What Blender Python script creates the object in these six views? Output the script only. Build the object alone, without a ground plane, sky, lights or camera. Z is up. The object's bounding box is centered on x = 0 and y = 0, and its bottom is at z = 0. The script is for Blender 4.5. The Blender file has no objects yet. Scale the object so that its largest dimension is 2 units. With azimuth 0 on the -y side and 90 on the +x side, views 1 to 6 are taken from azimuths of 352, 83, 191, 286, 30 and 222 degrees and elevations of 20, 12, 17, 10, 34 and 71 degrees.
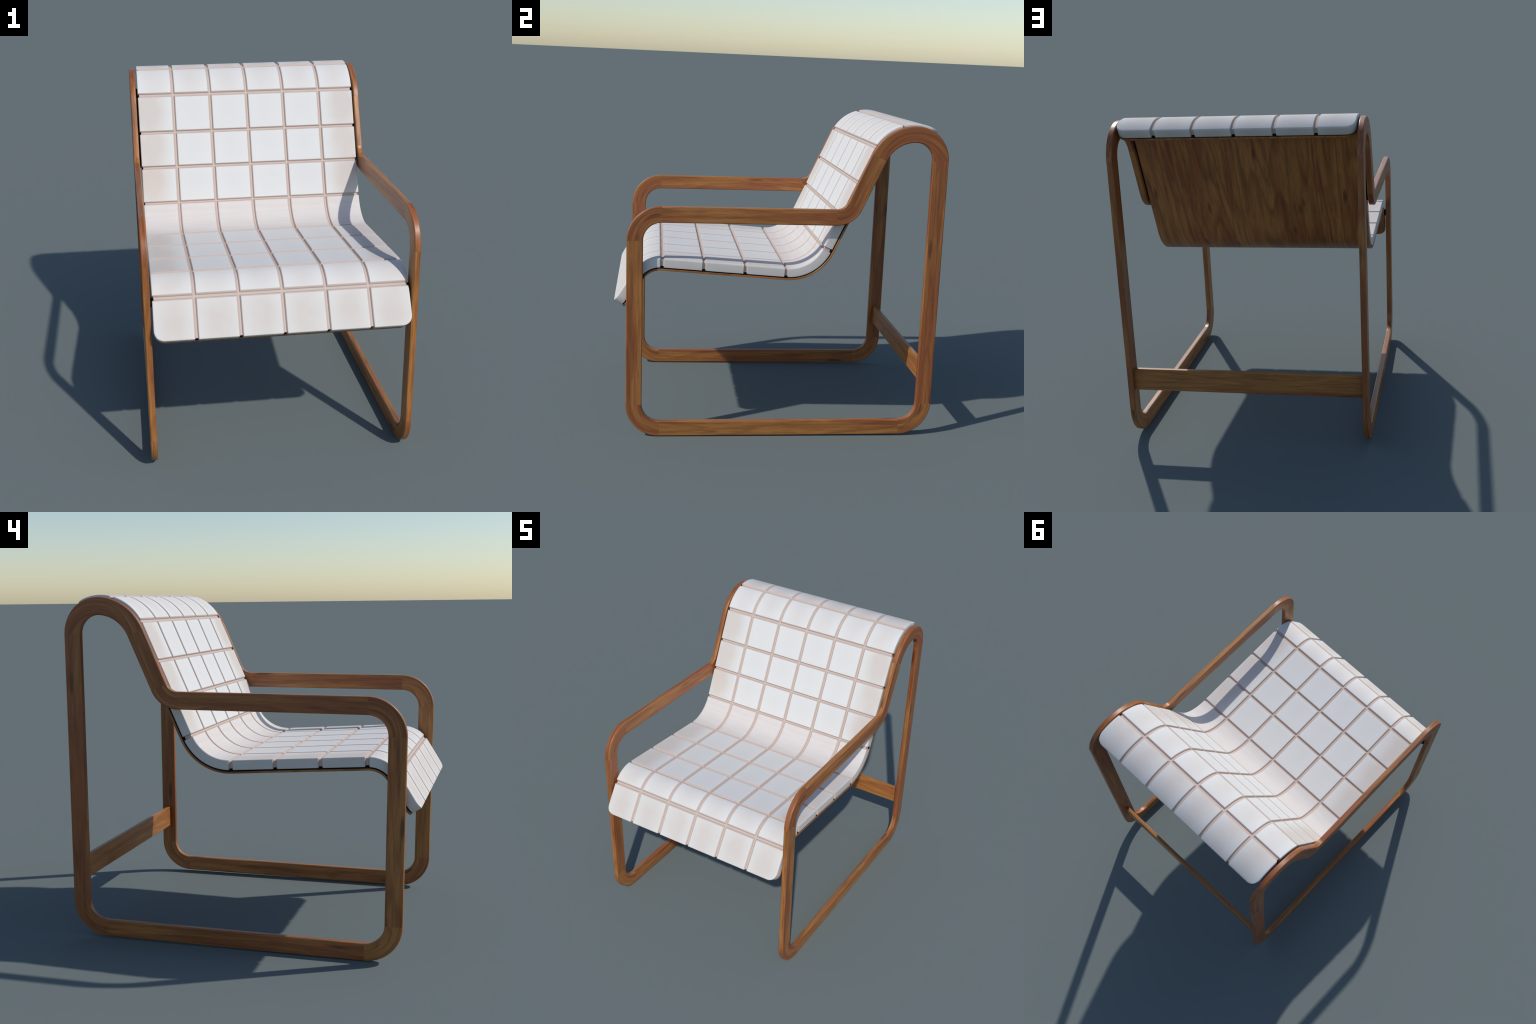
# Lounge chair: two continuous bent-wood side frames, a thin moulded plywood shell
# and a quilted white cushion of 6 x 11 square pads, with one rear stretcher.
import bpy, bmesh, math
from math import sin, cos, radians, pi, hypot, atan2
from mathutils import Vector, Matrix

# ------------------------------------------------------------------ sizes (m)
FRAME_IN, FRAME_OUT = 0.6995, 0.7355        # inner and outer face of a side frame (|x|)
BAR_W = 0.098                               # bar depth in the plane of the frame
BAR_R = 0.0070                              # rounding of the bar edges
CUSHION_HALF = 0.690
PAD_T = 0.055                               # cushion thickness
GROOVE_D = 0.0095                           # depth of the channels between pads
COLS = 6
COL_PITCH = 0.2340

coll = bpy.context.scene.collection


# ------------------------------------------------------------------ node helpers
class Nodes:
    def __init__(self, name):
        self.mat = bpy.data.materials.new(name)
        self.mat.use_nodes = True
        self.t = self.mat.node_tree
        self.t.nodes.clear()
        self.out = self.t.nodes.new("ShaderNodeOutputMaterial")
        self.bsdf = self.t.nodes.new("ShaderNodeBsdfPrincipled")
        self.link(self.bsdf.outputs[0], self.out.inputs[0])

    def link(self, a, b):
        self.t.links.new(a, b)

    def put(self, sock, v):
        if isinstance(v, bpy.types.NodeSocket):
            self.link(v, sock)
        else:
            sock.default_value = v

    def math(self, op, a, b=0.0, c=0.0, clamp=False):
        n = self.t.nodes.new("ShaderNodeMath")
        n.operation = op
        n.use_clamp = clamp
        for i, v in enumerate((a, b, c)):
            self.put(n.inputs[i], v)
        return n.outputs[0]

    def vmath(self, op, a, b=(0, 0, 0)):
        n = self.t.nodes.new("ShaderNodeVectorMath")
        n.operation = op
        self.put(n.inputs[0], a)
        self.put(n.inputs[1], b)
        return n.outputs["Value"] if op == "LENGTH" else n.outputs[0]

    def combine(self, x, y, z):
        n = self.t.nodes.new("ShaderNodeCombineXYZ")
        for i, v in enumerate((x, y, z)):
            self.put(n.inputs[i], v)
        return n.outputs[0]

    def separate(self, v):
        n = self.t.nodes.new("ShaderNodeSeparateXYZ")
        self.link(v, n.inputs[0])
        return n.outputs

    def coord(self, which):
        return self.t.nodes.new("ShaderNodeTexCoord").outputs[which]

    def random(self):
        return self.t.nodes.new("ShaderNodeObjectInfo").outputs["Random"]

    def noise(self, v, scale=1.0, detail=2.0, rough=0.5, dist=0.0):
        n = self.t.nodes.new("ShaderNodeTexNoise")
        self.link(v, n.inputs["Vector"])
        n.inputs["Scale"].default_value = scale
        n.inputs["Detail"].default_value = detail
        n.inputs["Roughness"].default_value = rough
        n.inputs["Distortion"].default_value = dist
        return n.outputs[0]

    def voronoi(self, v, scale=1.0):
        n = self.t.nodes.new("ShaderNodeTexVoronoi")
        self.link(v, n.inputs["Vector"])
        n.inputs["Scale"].default_value = scale
        return n.outputs["Distance"]

    def ramp(self, f, stops, interp="LINEAR"):
        n = self.t.nodes.new("ShaderNodeValToRGB")
        n.color_ramp.interpolation = interp
        e = n.color_ramp.elements
        while len(e) < len(stops):
            e.new(0.5)
        for el, (p, c) in zip(e, stops):
            el.position = p
            el.color = (c, c, c, 1) if isinstance(c, float) else (*c, 1)
        self.link(f, n.inputs[0])
        return n.outputs[0]

    def mix(self, f, a, b, mode="MIX"):
        n = self.t.nodes.new("ShaderNodeMix")
        n.data_type = "RGBA"
        n.blend_type = mode
        self.put(n.inputs[0], f)
        for s, v in ((n.inputs[6], a), (n.inputs[7], b)):
            self.put(s, v if isinstance(v, bpy.types.NodeSocket) else (*v, 1))
        return n.outputs[2]

    def bump(self, h, strength, dist):
        n = self.t.nodes.new("ShaderNodeBump")
        n.inputs["Strength"].default_value = strength
        n.inputs["Distance"].default_value = dist
        self.link(h, n.inputs["Height"])
        self.link(n.outputs[0], self.bsdf.inputs["Normal"])


# ------------------------------------------------------------------ materials
def wood(name, kind, across=8.0, along=0.75, rings=7.0, tone=0.88, fibre=150.0, ring_mix=0.34, flow=1.0):
    """Oiled brown softwood: growth-ring contours stretched along the grain.
    kind: straight (grain on local X), bent (grain round local Z), sheet (grain on Y and Z)."""
    m = Nodes(name)
    o = m.separate(m.coord("Object"))
    if kind == "straight":
        a, c, t = o[0], o[1], o[2]
    elif kind == "bent":
        r = m.math("SQRT", m.math("ADD", m.math("MULTIPLY", o[0], o[0]), m.math("MULTIPLY", o[1], o[1])))
        a, c, t = m.math("MULTIPLY", m.math("ARCTAN2", o[1], o[0]), 0.16), r, o[2]
    else:
        a, c, t = m.math("ADD", o[1], o[2]), o[0], m.math("SUBTRACT", o[1], o[2])
    off = m.math("MULTIPLY", m.random(), 37.0)
    ts = 0.12 if kind == "sheet" else 1.0

    def grain(ka, kc):
        return m.combine(m.math("MULTIPLY_ADD", a, ka, off), m.math("MULTIPLY_ADD", c, kc, off),
                         m.math("MULTIPLY", t, kc * ts))

    # slow field whose contour lines are the growth rings (soft on one side, sharp on the other)
    low = m.noise(grain(along, across), 1.0, 1.0, 0.4, 0.1)
    ring = m.math("FRACT", m.math("MULTIPLY", low, rings))
    ring = m.ramp(ring, [(0.0, 0.1), (0.15, 0.0), (0.55, 0.25), (0.86, 1.0), (1.0, 0.1)])
    fine = m.noise(grain(9.0 * flow, fibre * 1.5), 1.0, 2.0, 0.6)
    broad = m.noise(grain(1.1, across * 2.0), 1.2, 3.0, 0.55)
    streak = m.noise(grain(2.6 * flow, fibre * 0.5), 1.0, 3.0, 0.6)
    knot = m.voronoi(grain(2.3, 12.0), 1.0)
    knot = m.ramp(knot, [(0.0, 1.0), (0.10, 0.85), (0.19, 0.0)])

    golden, brown, dark = [tuple(c * tone for c in k) for k in ((0.49, 0.205, 0.054), (0.36, 0.112, 0.036), (0.110, 0.034, 0.012))]
    col = m.mix(m.ramp(m.math("ADD", broad, m.math("MULTIPLY_ADD", m.random(), 0.22, -0.09)), [(0.42, 0.0), (0.62, 1.0)]), golden, brown)
    col = m.mix(m.math("MULTIPLY", ring, ring_mix), col, dark)
    col = m.mix(m.math("MULTIPLY", m.ramp(streak, [(0.48, 0.0), (0.66, 1.0)]), 0.38), col, dark)
    col = m.mix(m.math("MULTIPLY", m.ramp(fine, [(0.46, 0.0), (0.68, 1.0)]), 0.40), col, dark)
    col = m.mix(m.math("MULTIPLY", knot, 0.7), col, (0.05, 0.019, 0.009))
    m.link(col, m.bsdf.inputs["Base Color"])
    m.bsdf.inputs["Roughness"].default_value = 0.40
    m.bsdf.inputs["Specular IOR Level"].default_value = 0.45
    m.bump(fine, 0.12, 0.0008)
    return m.mat


WHITE = (0.675, 0.672, 0.662)
BEIGE = (0.605, 0.550, 0.510)


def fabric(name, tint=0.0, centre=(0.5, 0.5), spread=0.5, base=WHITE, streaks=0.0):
    """White upholstery cloth; tint paints soft baked shading into each pad as a beige bloom."""
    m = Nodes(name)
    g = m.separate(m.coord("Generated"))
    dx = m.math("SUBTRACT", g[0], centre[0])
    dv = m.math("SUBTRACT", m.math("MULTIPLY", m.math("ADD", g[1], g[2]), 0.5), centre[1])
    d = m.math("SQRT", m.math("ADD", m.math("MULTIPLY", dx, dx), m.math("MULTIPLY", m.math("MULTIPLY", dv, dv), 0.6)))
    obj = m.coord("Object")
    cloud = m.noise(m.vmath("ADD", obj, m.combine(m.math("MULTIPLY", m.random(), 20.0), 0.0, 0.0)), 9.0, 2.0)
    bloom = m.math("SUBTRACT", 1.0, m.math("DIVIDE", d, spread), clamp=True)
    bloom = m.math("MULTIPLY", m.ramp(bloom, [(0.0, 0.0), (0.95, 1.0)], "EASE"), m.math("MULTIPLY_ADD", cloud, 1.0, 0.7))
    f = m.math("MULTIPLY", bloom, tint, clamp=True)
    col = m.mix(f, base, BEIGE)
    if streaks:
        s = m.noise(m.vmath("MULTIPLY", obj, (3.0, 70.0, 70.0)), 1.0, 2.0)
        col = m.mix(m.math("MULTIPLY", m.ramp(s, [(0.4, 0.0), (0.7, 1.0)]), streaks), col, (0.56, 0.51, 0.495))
    weave = m.noise(m.vmath("MULTIPLY", obj, (420.0, 420.0, 420.0)), 1.0, 2.0)
    col = m.mix(m.math("MULTIPLY", weave, 0.05), col, (0.55, 0.53, 0.52))
    m.link(col, m.bsdf.inputs["Base Color"])
    m.bsdf.inputs["Roughness"].default_value = 0.85
    m.bsdf.inputs["Specular IOR Level"].default_value = 0.2
    m.bump(weave, 0.15, 0.0006)
    return m.mat


def plain(name, colour, rough=0.9):
    m = Nodes(name)
    n = m.noise(m.coord("Object"), 60.0, 3.0)
    m.link(m.mix(m.math("MULTIPLY", n, 0.3), colour, tuple(c * 0.75 for c in colour)), m.bsdf.inputs["Base Color"])
    m.bsdf.inputs["Roughness"].default_value = rough
    m.bsdf.inputs["Specular IOR Level"].default_value = 0.2
    return m.mat


MAT_STRAIGHT = wood("wood_straight_grain", "straight")
MAT_BENT = wood("wood_bent_grain", "bent", across=13.0, along=1.4, ring_mix=0.40)
MAT_SHEET = wood("wood_veneer", "sheet", across=4.6, along=0.20, rings=13.0, tone=0.88, fibre=85.0, ring_mix=0.48, flow=0.35)
MAT_SEAM = plain("cloth_channel_ao_tint", (0.56, 0.460, 0.410))  # pinkish colour has the ambient occlusion of the grooves baked in
MAT_BLACK = plain("gap_shadow_black", (0.006, 0.006, 0.006))
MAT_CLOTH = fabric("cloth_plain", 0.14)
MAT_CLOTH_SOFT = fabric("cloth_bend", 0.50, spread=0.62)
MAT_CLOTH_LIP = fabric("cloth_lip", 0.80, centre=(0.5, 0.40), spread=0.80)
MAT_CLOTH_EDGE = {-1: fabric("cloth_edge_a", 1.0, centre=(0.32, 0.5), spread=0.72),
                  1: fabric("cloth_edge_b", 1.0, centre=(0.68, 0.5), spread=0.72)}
MAT_CLOTH_HOLLOW = fabric("cloth_hollow", 0.15, base=(0.655, 0.608, 0.582), streaks=0.35)  # base warmed to pink for soft shading baked into the rear bend


# ------------------------------------------------------------------ object helpers
def add(name, mesh, parent=None, matrix=None):
    o = bpy.data.objects.new(name, mesh)
    coll.objects.link(o)
    if matrix is not None:
        o.matrix_world = matrix
    if parent is not None:
        o.parent = parent
    return o


def weighted(me, angle):
    """Bake face-weighted normals so that flat faces stay flat beside rounded edges."""
    me.set_sharp_from_angle(angle=radians(angle))
    tmp = bpy.data.objects.new("tmp", me)
    coll.objects.link(tmp)
    mod = tmp.modifiers.new("weighted", "WEIGHTED_NORMAL")
    mod.keep_sharp = True
    mod.weight = 50
    graph = bpy.context.evaluated_depsgraph_get()
    out = bpy.data.meshes.new_from_object(tmp.evaluated_get(graph), depsgraph=graph)
    name = me.name
    bpy.data.objects.remove(tmp)
    bpy.data.meshes.remove(me)
    out.name = name
    return out


def finish(name, verts, faces, mats, face_mats=None, angle=40.0):
    bm = bmesh.new()
    vs = [bm.verts.new(v) for v in verts]
    for k, f in enumerate(faces):
        try:
            face = bm.faces.new([vs[i] for i in f])
        except ValueError:
            continue
        face.smooth = True
        if face_mats:
            face.material_index = face_mats[k]
    bmesh.ops.remove_doubles(bm, verts=bm.verts, dist=2e-5)
    bmesh.ops.dissolve_degenerate(bm, edges=bm.edges, dist=2e-5)
    bmesh.ops.recalc_face_normals(bm, faces=bm.faces)
    me = bpy.data.meshes.new(name)
    bm.to_mesh(me)
    bm.free()
    for m in mats:
        me.materials.append(m)
    return weighted(me, angle)


chair = bpy.data.objects.new("lounge_chair", None)
coll.objects.link(chair)
chair["label"] = "low lounge chair with bent wooden frame and white quilted cushion"
chair["category"] = "armchair"


# ------------------------------------------------------------------ side frames
# centre line of the bar in the (y, z) plane; every rail is a straight line
def meet(p, a, q, b):
    """Crossing of the line p + s*a with the line q + t*b."""
    den = a[0] * b[1] - a[1] * b[0]
    s = ((q[0] - p[0]) * b[1] - (q[1] - p[1]) * b[0]) / den
    return (p[0] + s * a[0], p[1] + s * a[1])


H = BAR_W / 2
BACK_ANGLE = radians(66.5)
floor_l = ((-0.714, H), (1.0, 0.0053))
front_l = ((-0.922 + H, 0.205), (-0.0068, 1.0))
arm_l = ((-0.722, 1.440 - H), (1.0, 0.0066))
back_d = (cos(BACK_ANGLE), sin(BACK_ANGLE))
back_n = (-back_d[1], back_d[0])
back_l = ((0.391 - H * back_n[0], 1.493 - H * back_n[1]), back_d)
rear_l = ((1.001 - H, 0.213), (-0.0068, 1.0))


def fillet(p, before, after, r):
    """Arc of radius r rounding the corner p between the points before and after."""
    u = Vector((before[0] - p[0], before[1] - p[1])).normalized()
    v = Vector((after[0] - p[0], after[1] - p[1])).normalized()
    half = u.angle(v) / 2
    t = r / math.tan(half)
    c = Vector(p) + (u + v).normalized() * (r / sin(half))
    a, b = Vector(p) + u * t, Vector(p) + v * t
    a0 = atan2(a.y - c.y, a.x - c.x)
    a1 = atan2(b.y - c.y, b.x - c.x)
    while a1 - a0 > pi:
        a1 -= 2 * pi
    while a1 - a0 < -pi:
        a1 += 2 * pi
    return (tuple(c), r, a0, a1)


def arc_points(arc, n):
    (cy, cz), r, a0, a1 = arc
    sgn = 1 if a1 > a0 else -1
    pts = []
    for i in range(n + 1):
        a = a0 + (a1 - a0) * i / n
        pts.append(((cy + r * cos(a), cz + r * sin(a)), (-sin(a) * sgn, cos(a) * sgn)))
    return pts


c_floor_front = meet(*floor_l, *front_l)
c_front_arm = meet(*front_l, *arm_l)
c_arm_back = meet(*arm_l, *back_l)
c_rear_floor = meet(*rear_l, *floor_l)
# arch over the top: a wide front arc runs into a tighter rear arc at the crown
ARCH_Y, ARCH_TOP = 0.785, 1.962
r_front = ((ARCH_Y - 0.391) * sin(BACK_ANGLE) - (ARCH_TOP - 1.493) * cos(BACK_ANGLE)) / (1 - cos(BACK_ANGLE))
arch_front = ((ARCH_Y, ARCH_TOP - r_front), r_front - H, pi / 2 + BACK_ANGLE, pi / 2)
rear_r = 0.9903 - ARCH_Y
arch_rear = ((ARCH_Y, ARCH_TOP - rear_r), rear_r - H, pi / 2, 0.0068)

b1 = fillet(c_floor_front, c_rear_floor, c_front_arm, 0.157)
b2 = fillet(c_front_arm, c_floor_front, c_arm_back, 0.159)
arch_a = arc_points(arch_front, 16)
b3 = fillet(c_arm_back, c_front_arm, arch_a[0][0], 0.118)
arch = arch_a + arc_points(arch_rear, 22)[1:]
b4 = fillet(c_rear_floor, arch[-1][0], c_floor_front, 0.156)


def section():
    """Rounded rectangle: u across the bar in the frame plane, w through its thickness."""
    hu, hw, r, n = H, (FRAME_OUT - FRAME_IN) / 2, BAR_R, 5
    out = []
    for su, sw, a in ((1, 1, 0), (-1, 1, pi / 2), (-1, -1, pi), (1, -1, 1.5 * pi)):
        for k in range(n + 1):
            b = a + (pi / 2) * k / n
            out.append((su * (hu - r) + r * cos(b), sw * (hw - r) + r * sin(b)))
    return out


def sweep(name, pts, mat, frame):
    """Bar along pts [(point, tangent)], expressed in the local frame (origin, x-axis) of the yz plane."""
    (oy, oz), (ax, az) = frame
    sec, verts, faces = section(), [], []
    n = len(sec)
    for (py, pz), (ty, tz) in pts:
        ny, nz = -tz, ty
        for u, w in sec:
            y, z = py + ny * u - oy, pz + nz * u - oz
            verts.append((y * ax + z * az, -y * az + z * ax, w))
    for i in range(len(pts) - 1):
        for k in range(n):
            a, b = i * n + k, i * n + (k + 1) % n
            faces.append((a, b, b + n, a + n))
    faces.append(tuple(range(n)))
    faces.append(tuple(range((len(pts) - 1) * n, len(pts) * n)))
    me = finish(name, verts, faces, [mat], angle=50)
    # local X -> (0, ax, az), local Y -> (0, -az, ax), local Z -> world X
    rot = Matrix(((0, 0, 1, 0), (ax, -az, 0, oy), (az, ax, 0, oz), (0, 0, 0, 1)))
    return me, rot


def straight(name, a, b):
    d = Vector((b[0] - a[0], b[1] - a[1]))
    L = d.length
    d.normalize()
    n = 8
    g = 0.0002
    pts = [((a[0] + d.x * (g + (L - 2 * g) * i / n), a[1] + d.y * (g + (L - 2 * g) * i / n)), (d.x, d.y)) for i in range(n + 1)]
    mid = ((a[0] + b[0]) / 2, (a[1] + b[1]) / 2)
    return (name,) + sweep(name, pts, MAT_STRAIGHT, (mid, (d.x, d.y)))


def bend(name, pts, centre):
    mid = pts[len(pts) // 2][0]
    d = Vector((mid[0] - centre[0], mid[1] - centre[1])).normalized()
    return (name,) + sweep(name, pts, MAT_BENT, (centre, (d.x, d.y)))


P1, P2, P3, P4 = (arc_points(b, 18) for b in (b1, b2, b3, b4))
rails = [
    straight("floor_rail", P4[-1][0], P1[0][0]),
    bend("front_foot_bend", P1, b1[0]),
    straight("front_leg", P1[-1][0], P2[0][0]),
    bend("arm_front_bend", P2, b2[0]),
    straight("armrest", P2[-1][0], P3[0][0]),
    bend("arm_rear_bend", P3, b3[0]),
    straight("backrest_rail", P3[-1][0], arch[0][0]),
    bend("backrest_arch", arch, (ARCH_Y, 1.70)),
    straight("rear_leg", arch[-1][0], P4[0][0]),
    bend("rear_foot_bend", P4, b4[0]),
]
FRAME_MID = (FRAME_IN + FRAME_OUT) / 2
for name, me, rot in rails:
    for side in (1, -1):
        add(name, me, chair, Matrix.Translation((side * FRAME_MID, 0, 0)) @ rot)


# ------------------------------------------------------------------ stretcher
def box(name, size, r, mat):
    bm = bmesh.new()
    bmesh.ops.create_cube(bm, size=1.0)
    bmesh.ops.scale(bm, vec=size, verts=bm.verts)
    bmesh.ops.bevel(bm, geom=list(bm.edges), offset=r, segments=3, affect="EDGES", profile=0.5)
    for f in bm.faces:
        f.smooth = True
    me = bpy.data.meshes.new(name)
    bm.to_mesh(me)
    bm.free()
    me.materials.append(mat)
    return weighted(me, 50)


add("rear_stretcher", box("rear_stretcher", (2 * FRAME_IN + 0.004, 0.138, 0.024), 0.0025, MAT_STRAIGHT), chair,
    Matrix.Translation((0, 0.9495, 0.4025)) @ Matrix.Rotation(radians(90.4), 4, "X"))


# ------------------------------------------------------------------ seat profile
# reference line = underside of the cushion, from the front lip up and over the back
class Profile:
    """Chain of straights and arcs in (y, z); at(s, h) gives the point h above the line."""

    def __init__(self, start, heading):
        self.p, self.a, self.parts, self.length = start, heading, [], 0.0

    def line(self, L):
        self.parts.append(("L", self.length, L, self.p, self.a, 0))
        self.p = (self.p[0] + L * cos(self.a), self.p[1] + L * sin(self.a))
        self.length += L
        return self

    def arc(self, r, turn):
        L = r * abs(turn)
        self.parts.append(("A", self.length, L, self.p, self.a, r if turn > 0 else -r))
        c = (self.p[0] - sin(self.a) * self.parts[-1][5], self.p[1] + cos(self.a) * self.parts[-1][5])
        self.a += turn
        self.p = (c[0] + sin(self.a) * self.parts[-1][5], c[1] - cos(self.a) * self.parts[-1][5])
        self.length += L
        return self

    def at(self, s, h):
        part = self.parts[0]
        for q in self.parts:
            if s >= q[1]:
                part = q
        kind, s0, L, p, a, r = part
        d = s - s0
        if kind == "A":
            c = (p[0] - sin(a) * r, p[1] + cos(a) * r)
            a = a + d / r
            p = (c[0] + sin(a) * r, c[1] - cos(a) * r)
        else:
            p = (p[0] + d * cos(a), p[1] + d * sin(a))
        return (p[0] - sin(a) * h, p[1] + cos(a) * h)


LIP, SEAT, BACK = radians(58.2), radians(-3.5), radians(66.2)
R_FRONT, R_HOLLOW, R_TOP = 0.1415, 0.2785, 0.2218
L_LIP, L_SEAT, L_BACK = 0.2116, 0.7570, 0.6630
TOP_TURN = radians(66.2 + 34.6)
lip_end = (-0.845 - L_LIP * cos(LIP), 0.9956 - L_LIP * sin(LIP))
prof = Profile(lip_end, LIP)
prof.line(L_LIP).arc(R_FRONT, SEAT - LIP).line(L_SEAT).arc(R_HOLLOW, BACK - SEAT).line(L_BACK).arc(R_TOP, -TOP_TURN)
s1 = L_LIP + 0.013
s2 = L_LIP + R_FRONT * (LIP - SEAT)
s3 = s2 + L_SEAT
s4 = s3 + R_HOLLOW * (BACK - SEAT)
s5 = s4 + 0.226 + 0.222 + 0.235
s6 = s4 + L_BACK + R_TOP * (BACK - radians(14.2))
S_END = prof.length
ROWS = [0.0, s1, s2, s2 + L_SEAT / 3, s2 + 2 * L_SEAT / 3, s3, s4, s4 + 0.226, s4 + 0.448, s5, s6, S_END]
ROW_KIND = ["lip", "bend", "seat", "seat", "seat", "hollow", "back", "back", "back", "bend", "lip"]
CORNER = 0.058                                # plan radius of the four cushion corners


def round_corner(x, s, half, s0, s1_, r):
    """Push plan points near a corner of the sheet onto a quarter disc."""
    u = abs(x) - (half - r)
    v = (s0 + r) - s if s < (s0 + s1_) / 2 else s - (s1_ - r)
    if u <= 0 or v <= 0 or r <= 0:
        return x, s
    u, v = min(u / r, 1.2), min(v / r, 1.2)
    uu = u * math.sqrt(max(0.0, 1 - v * v / 2)) * r
    vv = v * math.sqrt(max(0.0, 1 - u * u / 2)) * r
    x2 = math.copysign(half - r + uu, x)
    return x2, (s0 + r - vv if s < (s0 + s1_) / 2 else s1_ - r + vv)


def spaced(a, b, step, extra=()):
    n = max(1, round((b - a) / step))
    out = [a + (b - a) * i / n for i in range(n + 1)]
    return out


LEVELS = [0.0, 0.0100, PAD_T - 0.0105, PAD_T - 0.0050, PAD_T - 0.0014, PAD_T]
INSET_GROOVE = [0.0125, 0.0042, 0.0042, 0.0075, 0.0102, 0.0130]
INSET_OUTER = [0.0020, 0.0, 0.0, 0.0006, 0.0024, 0.0058]


def slab(name, x0, x1, sa, sb, open_x, open_s, mats, origin, step_s=0.018, step_x=0.02):
    """One cushion pad. open_x / open_s: (low side is outer edge?, high side is outer edge?)."""
    def axis(a, b, outer, step):
        lo = INSET_OUTER if outer[0] else INSET_GROOVE
        hi = INSET_OUTER if outer[1] else INSET_GROOVE
        pos = [a + i for i in lo] + spaced(a + lo[-1], b - hi[-1], step)[1:-1] + [b - i for i in reversed(hi)]
        n = len(pos)
        lev = [min(LEVELS[min(i, 5)], LEVELS[min(n - 1 - i, 5)]) for i in range(n)]
        ring = [min(i, n - 1 - i) for i in range(n)]
        low = [i < n / 2 for i in range(n)]
        return pos, lev, ring, low

    xs, lx, rx, hx = axis(x0, x1, open_x, step_x)
    ss, ls, rs, hs = axis(sa, sb, open_s, step_s)

    def place(x, s, h):
        # channels also run down the outer faces: pull groove walls back near an outer face
        dx = min(x - x0 if open_x[0] else 9.0, x1 - x if open_x[1] else 9.0)
        ds = min(s - sa if open_s[0] else 9.0, sb - s if open_s[1] else 9.0)
        gs = 0.0125 - 0.0083 * min(1.0, max(0.0, dx) / 0.0100)
        gx = 0.0125 - 0.0083 * min(1.0, max(0.0, ds) / 0.0100)
        x2, s2_ = x, s
        if not open_s[0]:
            s2_ = max(s2_, sa + gs)
        if not open_s[1]:
            s2_ = min(s2_, sb - gs)
        if not open_x[0]:
            x2 = max(x2, x0 + gx)
        if not open_x[1]:
            x2 = min(x2, x1 - gx)
        x2, s2_ = round_corner(x2, s2_, CUSHION_HALF, 0.0, S_END, CORNER)
        y, z = prof.at(s2_, h)
        return (x2 - origin[0], y - origin[1], z - origin[2])

    verts, faces, fm = [], [], []
    nx, ns = len(xs), len(ss)
    for i in range(ns):
        for j in range(nx):
            verts.append(place(xs[j], ss[i], min(ls[i], lx[j])))
    base = len(verts)
    for i in range(ns):
        for j in range(nx):
            verts.append(place(xs[j], ss[i], 0.0))

    def groove(i, j):
        """Is the face between grid lines i..i+1, j..j+1 part of a channel wall?"""
        for r, r2, low, opened in ((rs[i], rs[i + 1], hs[i], open_s), (rx[j], rx[j + 1], hx[j], open_x)):
            side = 0 if low else 1
            if max(r, r2) <= 5 and not opened[side]:
                return True
        return False

    for i in range(ns - 1):
        for j in range(nx - 1):
            a = i * nx + j
            faces.append((a, a + 1, a + nx + 1, a + nx))
            fm.append(1 if groove(i, j) else 0)
            faces.append((base + a, base + a + nx, base + a + nx + 1, base + a + 1))
            fm.append(1)
    return finish(name, verts, faces, mats, fm, angle=44)


def sheet(name, half, sa, sb, h0, h1, mat, corner, step=0.012, edge=0.0):
    """Thin layer following the seat profile, with rounded plan corners."""
    xs = [-half] + [x for x in spaced(-half, half, 0.02)[1:-1]] + [half]
    # finer divisions in the corners so that they read round
    xs = sorted(set(xs + [sg * (half - corner * k / 8) for sg in (1, -1) for k in range(9)]))
    ss = sorted(set(spaced(sa, sb, step) + [sa + corner * k / 8 for k in range(9)] + [sb - corner * k / 8 for k in range(9)] + [q[1] for q in prof.parts if sa < q[1] < sb]))
    verts, faces = [], []
    nx, ns = len(xs), len(ss)
    # four layers give the sheet a softly eased edge
    layers = [(h0, edge), (h0 + edge, 0.0), (h1 - edge, 0.0), (h1, edge)] if edge else [(h0, 0.0), (h1, 0.0)]
    for h, e in layers:
        for s in ss:
            for x in xs:
                x2, s2_ = round_corner(x, s, half, sa, sb, corner)
                k = 1 - e / half
                x2, s2_ = x2 * k, (sa + sb) / 2 + (s2_ - (sa + sb) / 2) * (1 - 2 * e / (sb - sa))
                y, z = prof.at(s2_, h)
                verts.append((x2, y, z))
    N = nx * ns
    top = (len(layers) - 1) * N
    for i in range(ns - 1):
        for j in range(nx - 1):
            a = i * nx + j
            faces.append((a, a + nx, a + nx + 1, a + 1))
            faces.append((top + a, top + a + 1, top + a + nx + 1, top + a + nx))
    rim = [j for j in range(nx)] + [i * nx + nx - 1 for i in range(1, ns)] + [(ns - 1) * nx + j for j in range(nx - 2, -1, -1)] + [i * nx for i in range(ns - 2, 0, -1)]
    for l in range(len(layers) - 1):
        for k in range(len(rim)):
            a, b = rim[k] + l * N, rim[(k + 1) % len(rim)] + l * N
            faces.append((a, b, b + N, a + N))
    return finish(name, verts, faces, [mat], angle=40)


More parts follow.
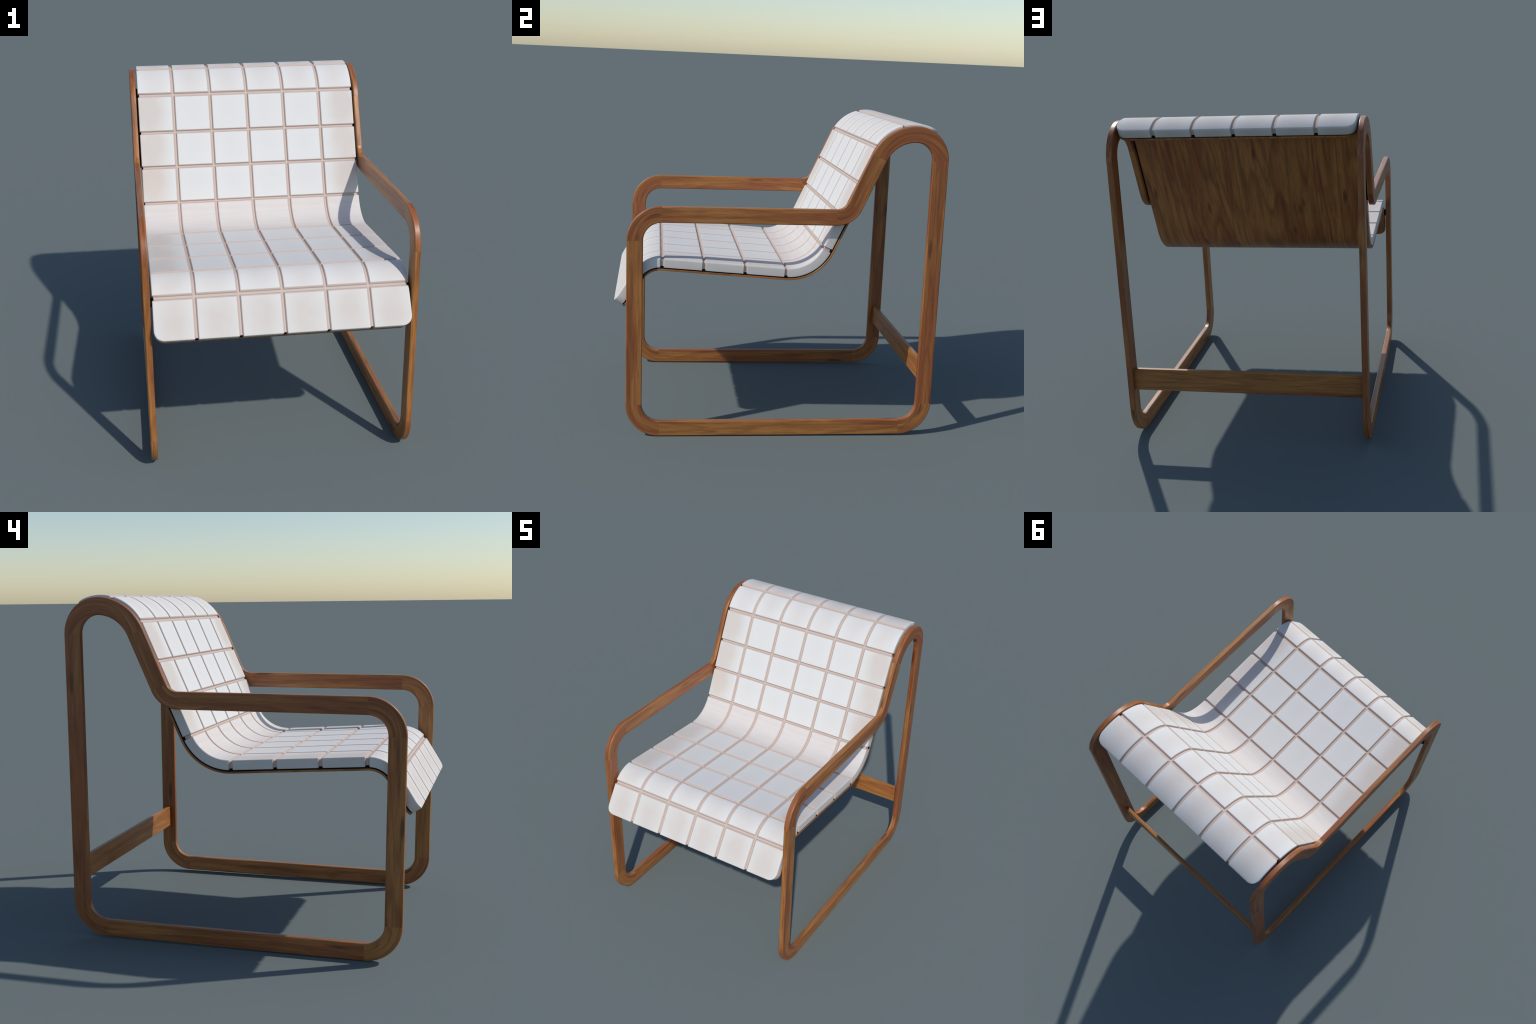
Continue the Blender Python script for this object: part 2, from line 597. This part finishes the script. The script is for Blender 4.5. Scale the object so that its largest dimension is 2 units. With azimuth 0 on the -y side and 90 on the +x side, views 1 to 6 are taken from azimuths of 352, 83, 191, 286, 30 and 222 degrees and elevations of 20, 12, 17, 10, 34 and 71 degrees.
# plywood shell, black sheet modelling the shadowed gap above it, and cushion body
add("seat_shell", sheet("seat_shell", CUSHION_HALF - 0.001, -0.003, S_END + 0.003, -0.0200, -0.0085, MAT_SHEET, CORNER, edge=0.0015), chair)
add("gap_shadow_layer", sheet("gap_shadow_layer", CUSHION_HALF - 0.004, 0.004, S_END - 0.004, -0.0082, 0.0015, MAT_BLACK, CORNER - 0.004), chair)
cushion = add("cushion", sheet("cushion", CUSHION_HALF - GROOVE_D, GROOVE_D, S_END - GROOVE_D, 0.008, PAD_T - GROOVE_D, MAT_SEAM, CORNER - GROOVE_D), chair)

# pads: the four inner columns share one mesh per row
for r in range(len(ROWS) - 1):
    sa, sb = ROWS[r], ROWS[r + 1]
    kind = ROW_KIND[r]
    open_s = (r == 0, r == len(ROWS) - 2)
    oy, oz = prof.at((sa + sb) / 2, PAD_T / 2)
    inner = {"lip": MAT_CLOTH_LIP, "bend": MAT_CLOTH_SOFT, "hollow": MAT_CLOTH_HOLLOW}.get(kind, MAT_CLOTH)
    shared = None
    for c in range(COLS):
        xa = -CUSHION_HALF if c == 0 else (c - 3) * COL_PITCH
        xb = CUSHION_HALF if c == COLS - 1 else (c - 2) * COL_PITCH
        ox = (xa + xb) / 2
        open_x = (c == 0, c == COLS - 1)
        side = -1 if c == 0 else 1 if c == COLS - 1 else 0
        if side or shared is None:
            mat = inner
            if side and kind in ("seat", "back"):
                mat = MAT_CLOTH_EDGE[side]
            step = 0.009 if (side and (open_s[0] or open_s[1])) else 0.018
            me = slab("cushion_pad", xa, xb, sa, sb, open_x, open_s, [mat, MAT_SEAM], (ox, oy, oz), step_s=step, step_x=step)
            if not side:
                shared = me
        else:
            me = shared
        add("cushion_pad", me, cushion, Matrix.Translation((ox, oy, oz)))


# black strips modelling the contact shadow between cushion and side frames
def gap_shadow_strip(name, sa, sb, h0, h1):
    verts, faces = [], []
    ss = spaced(sa, sb, 0.02)
    w = (FRAME_IN - CUSHION_HALF + 0.004) / 2
    for s in ss:
        for h, x in ((h0, -w), (h0, w), (h1, w), (h1, -w)):
            y, z = prof.at(s, h)
            verts.append((x, y, z))
    for i in range(len(ss) - 1):
        for k in range(4):
            a, b = i * 4 + k, i * 4 + (k + 1) % 4
            faces.append((a, b, b + 4, a + 4))
    faces.append((0, 1, 2, 3))
    n = len(verts)
    faces.append((n - 4, n - 3, n - 2, n - 1))
    return finish(name, verts, faces, [MAT_BLACK], angle=30)


for name, sa, sb in (("back_gap_shadow", s4 + 0.24, s5 + 0.06), ("seat_gap_shadow", s1 - 0.03, s1 + 0.012)):
    me = gap_shadow_strip(name, sa, sb, -0.012, 0.014)
    for side in (1, -1):
        add(name, me, chair, Matrix.Translation((side * ((CUSHION_HALF + FRAME_IN) / 2 - 0.001), 0, 0)))
